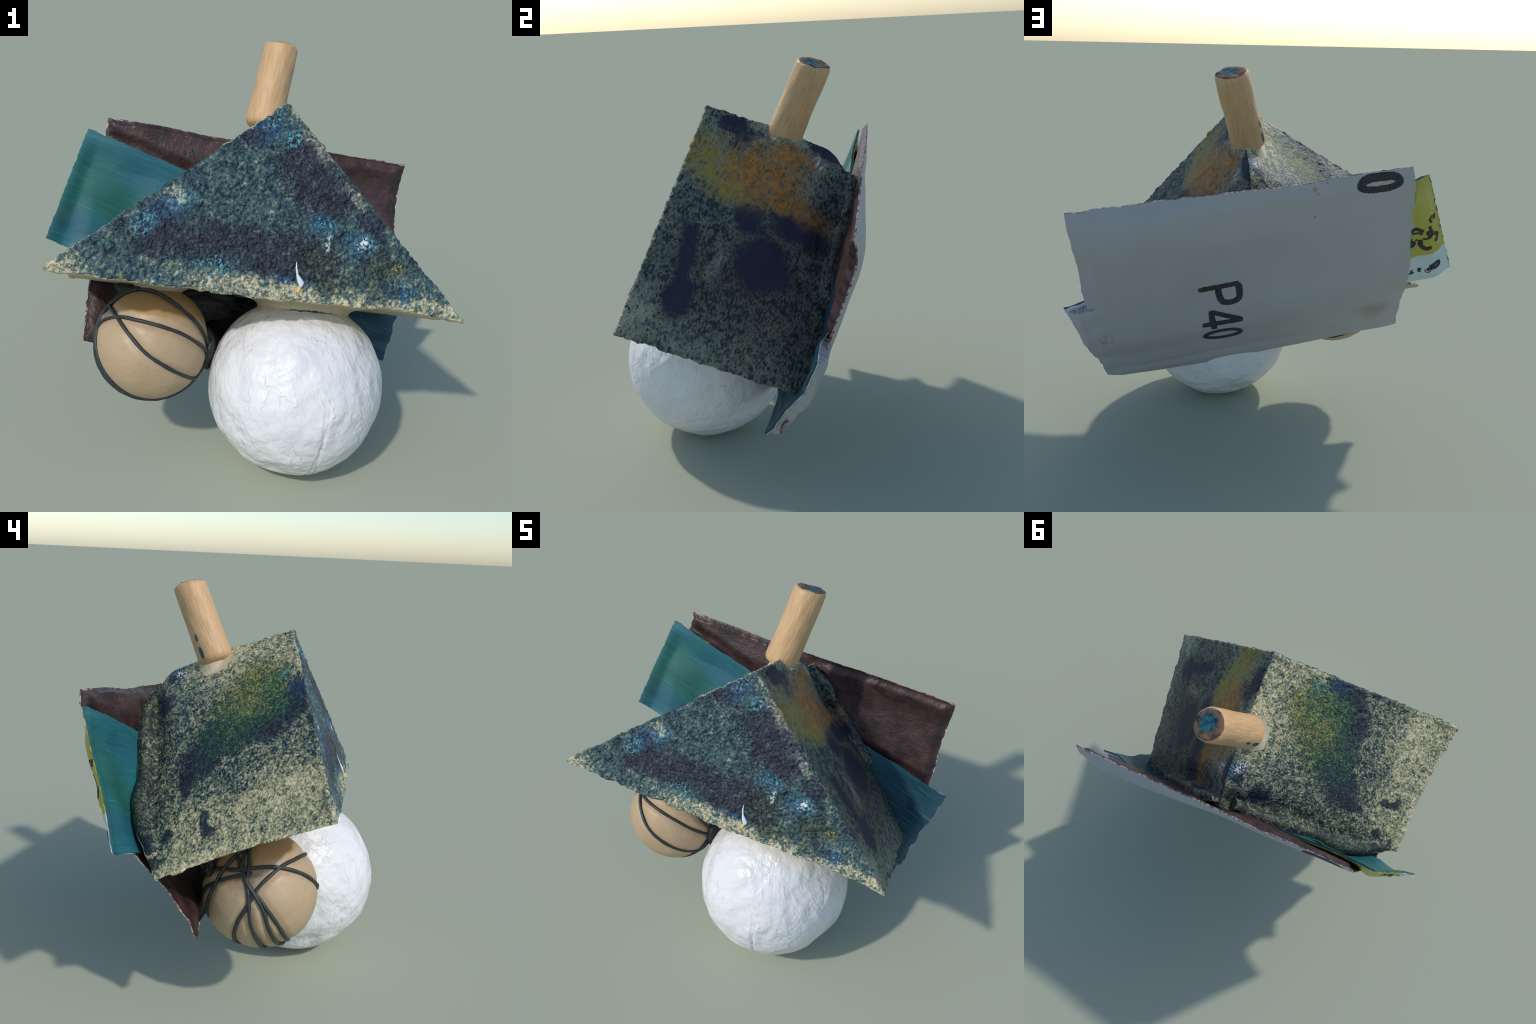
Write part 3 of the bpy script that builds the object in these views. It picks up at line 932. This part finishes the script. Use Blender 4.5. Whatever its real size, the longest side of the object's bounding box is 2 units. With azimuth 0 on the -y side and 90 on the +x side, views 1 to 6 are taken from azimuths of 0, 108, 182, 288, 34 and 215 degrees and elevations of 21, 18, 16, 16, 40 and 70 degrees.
def spline(pts, n):
    pts = [np.array(p, float) for p in pts]
    pts = [2 * pts[0] - pts[1]] + pts + [2 * pts[-1] - pts[-2]]
    out = []
    for i in range(1, len(pts) - 2):
        p0, p1, p2, p3 = pts[i - 1:i + 3]
        for k in range(n):
            t = k / n
            out.append(.5 * ((2 * p1) + (p2 - p0) * t + (2 * p0 - 5 * p1 + 4 * p2 - p3) * t * t + (3 * p1 - p0 - 3 * p2 + p3) * t ** 3))
    out.append(pts[-2])
    return np.array(out)


cord_dirs = [np.array([unit(p) for p in spline(c, 10)]) for c in CORDS]
ALL_CORD = np.vstack(cord_dirs)


def wrap_lumps(D):
    near = np.full(len(D), 9.0)
    for i in range(0, len(ALL_CORD), 40):
        near = np.minimum(near, 2 - 2 * (D @ ALL_CORD[i:i + 40].T).max(1))
    near = np.sqrt(np.maximum(near, 0))
    return .006 * fractal(D, .6, 2, 41) - .009 * smooth(.15, .0, near) + .003


ball("wrapped_ball", WRAP_C, WRAP_R, make_tan(), wrap_lumps, 6)
wrapped = bpy.data.objects["wrapped_ball"]
M_cord = make_cord()


def tube(path, radius, seg=8):
    path = np.asarray(path)
    T = np.gradient(path, axis=0)
    vs, fs = [], []
    for i, (p, t) in enumerate(zip(path, T)):
        t = unit(t)
        x = unit(np.cross(t, p - WRAP_C))
        y = np.cross(t, x)
        r = radius[i] if hasattr(radius, "__len__") else radius
        for k in range(seg):
            a = 2 * math.pi * k / seg
            vs.append(p + (x * math.cos(a) + y * math.sin(a)) * r)
    for i in range(len(path) - 1):
        for k in range(seg):
            fs.append((i * seg + k, i * seg + (k + 1) % seg, (i + 1) * seg + (k + 1) % seg, (i + 1) * seg + k))
    fs.append(tuple(range(seg))[::-1])
    fs.append(tuple((len(path) - 1) * seg + k for k in range(seg)))
    return mesh_from(vs, fs)


for i, dirs in enumerate(cord_dirs):
    lift = WRAP_R - .001 + .0012 * (i % 4)
    wob = .0016 * fractal(dirs * 3 + i, .4, 2, 60 + i)
    add("cord", tube(WRAP_C + dirs * (lift + wob)[:, None], .0084 + .0016 * fractal(dirs, .12, 2, 80 + i)), wrapped, (M_cord,))

# knot of cord and glue between the two balls
mid = (WRAP_C + unit(BALL_C - WRAP_C) * (WRAP_R + .008))
bm = bmesh.new()
bmesh.ops.create_icosphere(bm, subdivisions=4, radius=1.0)
me = bpy.data.meshes.new("cord_knot")
bm.to_mesh(me)
bm.free()
D = coords(me)
set_coords(me, mid + V(.0, .03, .03) + D * V(.034, .075, .095) * (1 + .25 * fractal(D, .5, 2, 77))[:, None])
add("cord_knot", me, wrapped, (M_cord,))

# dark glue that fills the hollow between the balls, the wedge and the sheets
bm = bmesh.new()
bmesh.ops.create_icosphere(bm, subdivisions=5, radius=1.0)
me = bpy.data.meshes.new("glue_filler")
bm.to_mesh(me)
bm.free()
D = coords(me)
axis = unit(R - L)
ay_ = unit(np.cross(V(.1, .4, .9), axis))
az_ = np.cross(axis, ay_)
q = (D[:, :1] * .30 * axis + D[:, 1:2] * .085 * ay_ + D[:, 2:] * .10 * az_) * (1 + .22 * fractal(D, .4, 3, 88))[:, None]
set_coords(me, V(-.31, -.035, .715) + q)
add("glue_filler", me, thing, (make_dark_glue(),))

# ---- wooden peg
def build_peg():
    ax = unit(PEG_T - PEG_B)
    x = unit(np.cross(ax, V(0, 1, 0)))
    y = np.cross(ax, x)
    ln = np.linalg.norm(PEG_T - PEG_B)
    prof = [(-.012, 0), (-.012, .030), (-.012, .060), (-.006, .076), (.006, .086), (.02, .0895)]
    prof += [(h, PEG_R + .001 * math.sin(9 * h) + .0055 * max(0.0, 1 - h / .16)) for h in np.linspace(.04, ln - .035, 34)]
    prof += [(ln - .02, .0835), (ln - .009, .081), (ln - .001, .075), (ln + .003, .068)]
    nside = len(prof)
    prof += [(ln + .002, .05), (ln, .03), (ln, 0.0005)]
    seg = 72
    vs, fs, mi = [], [], []
    for h, r in prof:
        for k in range(seg):
            a = 2 * math.pi * k / seg
            d = x * math.cos(a) + y * math.sin(a)
            vs.append(PEG_B + ax * h + d * max(r, .0005))
    for i in range(len(prof) - 1):
        for k in range(seg):
            fs.append((i * seg + k, i * seg + (k + 1) % seg, (i + 1) * seg + (k + 1) % seg, (i + 1) * seg + k))
            mi.append(1 if i >= nside - 2 else 0)
    me = mesh_from(vs, fs)
    me.polygons.foreach_set("material_index", mi)
    P = coords(me)
    h = (P - PEG_B) @ ax
    rad = P - PEG_B - h[:, None] * ax
    q = rad / .08
    # whittled flats and a slightly uneven cut end
    facet = .0035 * fractal(np.c_[q * 1.0, h * 5], .8, 2, 51)[:] if False else .0035 * fractal(np.column_stack([q[:, 0] * 1.2, q[:, 1] * 1.2, h * 6 + q[:, 2]]), .7, 2, 51)
    P = P + rad * (facet / .08)[:, None]
    top = smooth(ln - .03, ln, h)
    P = P + ax * (top * (.006 * fractal(q, .5, 2, 52) - .012 * (q @ unit(V(-.3, -.9, .1)))))[:, None]
    set_coords(me, P)
    return add("wooden_peg", me, thing, (make_wood(), make_peg_end()))


build_peg()

# ---- white board with brown lining
def torn(u, seed, amp, size=.03):
    u = np.asarray(u, float)
    return amp * fractal(np.column_stack([u.ravel(), u.ravel() * 0 + seed, u.ravel() * 0]), size, 4, seed).reshape(u.shape)


LEFT_EDGE_T = [0, .03, .06, .15, .27, .295, .31, .45, .58, .73, .90, 1]
LEFT_EDGE_S = [-.001, -.006, -.010, -.010, -.022, -.022, -.006, -.008, -.004, -.003, -.002, .002]
RIGHT_EDGE_T = [0, .1, .2, .3, .38, .48, .57, .67, .82, .95, 1]
RIGHT_EDGE_S = [1, .996, .993, .995, 1.0, 1.0, .997, 1.005, 1.005, 1.008, 1.0]
BOT_S = [0, .03, .12, .3, .38, .41, .52, .67, .82, .95, 1]
BOT_T = [1.005, 1.010, 1.002, 1.020, 1.027, 1.030, 1.043, 1.038, 1.029, 1.012, .99]
TOP_S = [0, .08, .2, .32, .46, .58, .7, .89, 1]
TOP_T = [.002, .001, .0, .010, .006, .002, -.002, -.003, 0]


def board_point(inset, ragged, seed):
    def f(a, b, off):
        s0 = np.interp(b, LEFT_EDGE_T, LEFT_EDGE_S) + torn(b, seed, .004 * ragged) + inset
        s1 = np.interp(b, RIGHT_EDGE_T, RIGHT_EDGE_S) + torn(b, seed + 3, .003 * ragged) - inset
        t0 = np.interp(a, TOP_S, TOP_T) + torn(a, seed + 5, .004 * ragged) + inset
        t1 = np.interp(a, BOT_S, BOT_T) + torn(a, seed + 7, .004 * ragged) - inset
        s = s0 + (s1 - s0) * a
        t = t0 + (t1 - t0) * b
        P0 = board(s, t, 0)
        # thin towards the rim, gentle cockle and the swelling near the lower left
        rim = np.minimum.reduce([a, 1 - a, b * .7, (1 - b) * .7])
        thin = (.40 + .60 * smooth(0, .05, rim)) * (.55 + .45 * smooth(.08, .35, a))
        wave = .004 * fractal(P0, .25, 2, 91) * smooth(0, .08, rim)
        inner = np.ones_like(rim) if off < -.020 else 0
        line = .093 + .386 * a          # top edge of the card in front
        pad = -.036 * smooth(.42, .60, a) * smooth(.0, .035, rim) * smooth(line, line - .05, b)
        pad = pad - .028 * smooth(.50, .40, a) * smooth(.0, .02, rim) * smooth(line - .02, line - .07, b)
        pad = pad - .010 * smooth(.45, .30, a) * smooth(.0, .03, rim) * smooth(line + .52, line + .62, b)
        return board(s, t, off * thin + wave + pad * inner)
    return f


S = np.linspace(0, 1, 160)
T = np.linspace(0, 1, 120)
wbd = add("white_board", grid_slab(board_point(0, 1, 100), S, T, -.0145, .002, (1, 0, 1)), thing, (make_white_board(), M_torn))
add("brown_lining", grid_slab(board_point(.0025, 2.2, 140), S, T, -.0215, -.0155, (0, 0, 1)), wbd, (make_brown(), M_torn))

# ---- teal card with yellow label on its back
def card_point(inset, seed, bulge):
    def f(a, b, off):
        aa = inset * .35 + (1 - .7 * inset) * a
        bb = inset + (1 - 2 * inset) * b
        aa = aa + (1 - a) * torn(b, seed, .0035) + a * torn(b, seed + 1, .009, .08)
        bb = bb + (1 - b) * torn(a, seed + 2, .010, .02) + b * (torn(a, seed + 3, .016, .03))
        bl = 0
        if bulge:
            edge = smooth(0, .10, b) * smooth(0, .05, 1 - b) * smooth(0, .022, a)
            bl = edge * smooth(.085, .035, a) * (.006 + .018 * np.exp(-((b - .30) / .22) ** 2) + .014 * np.exp(-((b - .62) / .07) ** 2) + .010 * np.exp(-((b - .74) / .05) ** 2))
        P0 = card(aa, bb, 0)
        cockle = .003 * fractal(P0, .15, 2, 171)
        curl = -.012 * smooth(.93, 1, a) * smooth(.75, 1, b)
        return card(aa, bb, off + bl * (1 if off > -.001 else .9) + cockle + curl)
    return f


CA = np.concatenate([np.linspace(0, .16, 90), np.linspace(.168, .80, 40), np.linspace(.81, 1, 60)])
CB = np.linspace(0, 1, 90)
M_teal, M_label = make_teal(), make_label()
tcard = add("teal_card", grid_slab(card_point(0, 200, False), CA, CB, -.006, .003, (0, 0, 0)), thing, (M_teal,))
label = add("yellow_label", grid_slab(card_point(.004, 210, True), CA, CB, .0042, .0085, (0, 0, 0)), tcard, (M_label,))


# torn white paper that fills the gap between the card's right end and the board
def backing(a, b, k):
    bb = .03 + .94 * b + (1 - b) * torn(a, 301, .02, .02) + b * torn(a, 302, .02, .03)
    aa = .905 + .093 * a + a * torn(b, 303, .006, .08)
    q = card_place(aa, bb)
    front = q[..., 2] + .0085
    outer = -.008 + .026 * smooth(.93, 1.0, q[..., 0])
    outer = outer + (q[..., 2] + .018 - outer) * smooth(1.02, 1.070, q[..., 0]) - .016 * smooth(.90, 1.0, bb) - .006 * smooth(.1, 0, bb)
    curl = -.012 * smooth(.93, 1, aa) * smooth(.75, 1, bb)
    off = np.where(np.asarray(k) < .5, front, np.maximum(outer, front + .004))
    P0 = board(q[..., 0], q[..., 1], 0)
    return board(q[..., 0], q[..., 1], off + curl + .007 * fractal(P0, .07, 2, 305))


add("paper_backing", grid_slab(backing, np.linspace(0, 1, 40), np.linspace(0, 1, 70), 0.0, 1.0, (0, 0, 0)), tcard, (wbd.data.materials[0],))


# ---- printed characters, as thin raised strokes that follow the bowed sheets
def stroke(path, width, place, lift, name, parent, closed=False, cap=True):
    path = [np.array(p, float) for p in path]
    if closed:
        path = path + [path[0], path[1]]
        dense = spline(path, 8)[:-8]
    else:
        dense = spline(path, 6) if len(path) > 2 else np.linspace(path[0], path[1], 14)
    T_ = np.gradient(dense, axis=0)
    if closed:
        T_[0] = T_[-1] = dense[1] - dense[-2]
    nrm = np.array([unit(V(-t[1], t[0])) for t in T_])
    w = width * .5 * (1 + .08 * np.array([random.uniform(-1, 1) for _ in dense]))
    if cap and not closed:
        w[0] *= .7
        w[-1] *= .7
    if closed:
        w[-1] = w[0]
    cols = []
    for f in (-1, -.5, 0, .5, 1):
        cols.append(dense + nrm * (w * f)[:, None])
    pts = np.array(cols)
    m, n = pts.shape[:2]
    top = place(pts[..., 0].ravel(), pts[..., 1].ravel(), lift)
    bot = place(pts[..., 0].ravel(), pts[..., 1].ravel(), lift - .004)
    fs = []
    for i in range(m - 1):
        for j in range(n - 1):
            fs.append((i * n + j, (i + 1) * n + j, (i + 1) * n + j + 1, i * n + j + 1))
    N0 = m * n
    for i in (0, m - 1):
        for j in range(n - 1):
            fs.append((i * n + j, i * n + j + 1, N0 + i * n + j + 1, N0 + i * n + j))
    for j in (0, n - 1):
        for i in range(m - 1):
            fs.append((i * n + j, (i + 1) * n + j, N0 + (i + 1) * n + j, N0 + i * n + j))
    me = mesh_from(np.vstack([top, bot]), fs)
    bm = bmesh.new()
    bm.from_mesh(me)
    bmesh.ops.recalc_face_normals(bm, faces=bm.faces)
    bm.to_mesh(me)
    bm.free()
    return add(name, me, parent, (M_ink,), False)


bp = board_point(0, 1, 100)


def on_board(x, y, lift):
    """x along the board (s), y down the board (t), both in 0..1 of the board."""
    return bp(np.asarray(x, float), np.asarray(y, float), lift)


def on_board_m(c, scale=1.0):
    # glyph plane in metres about c: gx runs down the board, gy runs to the left edge
    su, sv = np.linalg.norm(TR - TL), np.linalg.norm(BL - TL)

    def f(gx, gy, lift):
        return on_board(c[0] - np.asarray(gy) / su, c[1] + np.asarray(gx) / sv, lift)
    return f


def ellipse(cx, cy, rx, ry, n=14):
    return [(cx + rx * math.cos(2 * math.pi * k / n), cy + ry * math.sin(2 * math.pi * k / n)) for k in range(n)]


# "P40": reading direction runs down the board; origin at the foot of the P's stem
W = .033
place = on_board_m((.664, .452))
lift = iter([.0030 + .0004 * k for k in range(12)])
stroke([(0, 0), (.0, .205)], W, place, next(lift), "letter_stroke", wbd)
stroke([(.0, .198), (.045, .201), (.088, .196), (.108, .174), (.112, .142), (.098, .110), (.060, .098), (.0, .096)], W, place, next(lift), "letter_stroke", wbd)
place4 = on_board_m((.664, .664))
stroke([(0, 0), (-.002, .208)], W * .9, place4, next(lift), "digit_stroke", wbd)
stroke([(-.006, .204), (-.085, .048)], W * .85, place4, next(lift), "digit_stroke", wbd)
stroke([(-.094, .048), (.040, .060)], W * .9, place4, next(lift), "digit_stroke", wbd)
place0 = on_board_m((.603, .757))
stroke(ellipse(0, 0, .039, .092), W * .8, place0, next(lift), "digit_stroke", wbd, closed=True)
# large "0" cut by the top edge
placeb = on_board_m((.102, .0445))
stroke([(.016, -.082), (.027, -.05), (.029, 0), (.027, .05), (.016, .082), (0, .093), (-.016, .082), (-.027, .05), (-.029, 0), (-.027, -.05), (-.016, -.082), (0, -.093)],
       .037, placeb, .0032, "digit_stroke", wbd, closed=True)

# scraps of print on the label
lp = card_point(.004, 210, True)


def st_to_card(s, t):
    x = np.array([.05, .5])
    for _ in range(30):
        f = card_st(x[0], x[1])[:2] - V(s, t)
        J = np.array([(card_st(x[0] + 1e-5, x[1])[:2] - card_st(x[0], x[1])[:2]) / 1e-5, (card_st(x[0], x[1] + 1e-5)[:2] - card_st(x[0], x[1])[:2]) / 1e-5]).T
        x = x - np.linalg.solve(J, f)
    return x


def on_label(x, y, lift):
    return lp(np.asarray(x, float), np.asarray(y, float), lift)


def label_stroke(pts, w, k):
    """pts are (s, t) places on the board's parameter plane, next to its left edge."""
    q = [st_to_card(*p) for p in pts]
    # card a runs 1.9 m, b runs .58 m: draw in metres, place in card units
    q = [V(p[0] * 1.9, p[1] * .58) for p in q]
    stroke(q, w * 1.5 + .001, lambda x, y, l: on_label(np.asarray(x) / 1.9, np.asarray(y) / .58, l), .0098 + .0003 * k, "letter_stroke", label)


LABEL_MARKS = [
    ([(-.072, .250), (-.062, .262), (-.068, .285)], .008), ([(-.080, .250), (-.076, .275)], .009),
    ([(-.006, .330), (-.018, .312), (-.034, .318), (-.044, .330)], .013), ([(-.012, .340), (-.030, .336), (-.044, .342)], .006),
    ([(-.058, .325), (-.064, .345), (-.072, .338), (-.062, .300)], .010),
    ([(-.036, .372), (-.040, .400), (-.056, .418), (-.074, .408)], .015), ([(-.046, .366), (-.062, .362), (-.076, .350), (-.078, .330)], .007),
    ([(-.084, .345), (-.092, .362), (-.088, .385)], .012), ([(-.026, .372), (-.029, .376)], .009),
    ([(-.004, .392), (-.016, .386), (-.018, .404), (-.006, .412)], .012), ([(-.006, .372), (-.014, .368)], .010),
    ([(-.072, .524), (-.098, .504), (-.104, .520), (-.078, .534), (-.066, .540)], .010),
    ([(-.060, .540), (-.066, .556), (-.080, .548)], .0025),
    ([(-.036, .540), (-.046, .538), (-.040, .548), (-.048, .554)], .007),
    ([(-.016, .542), (-.018, .560)], .007), ([(-.010, .560), (-.026, .558)], .006),
]
for k, (pts, w) in enumerate(LABEL_MARKS):
    label_stroke(pts, w, k % 6)
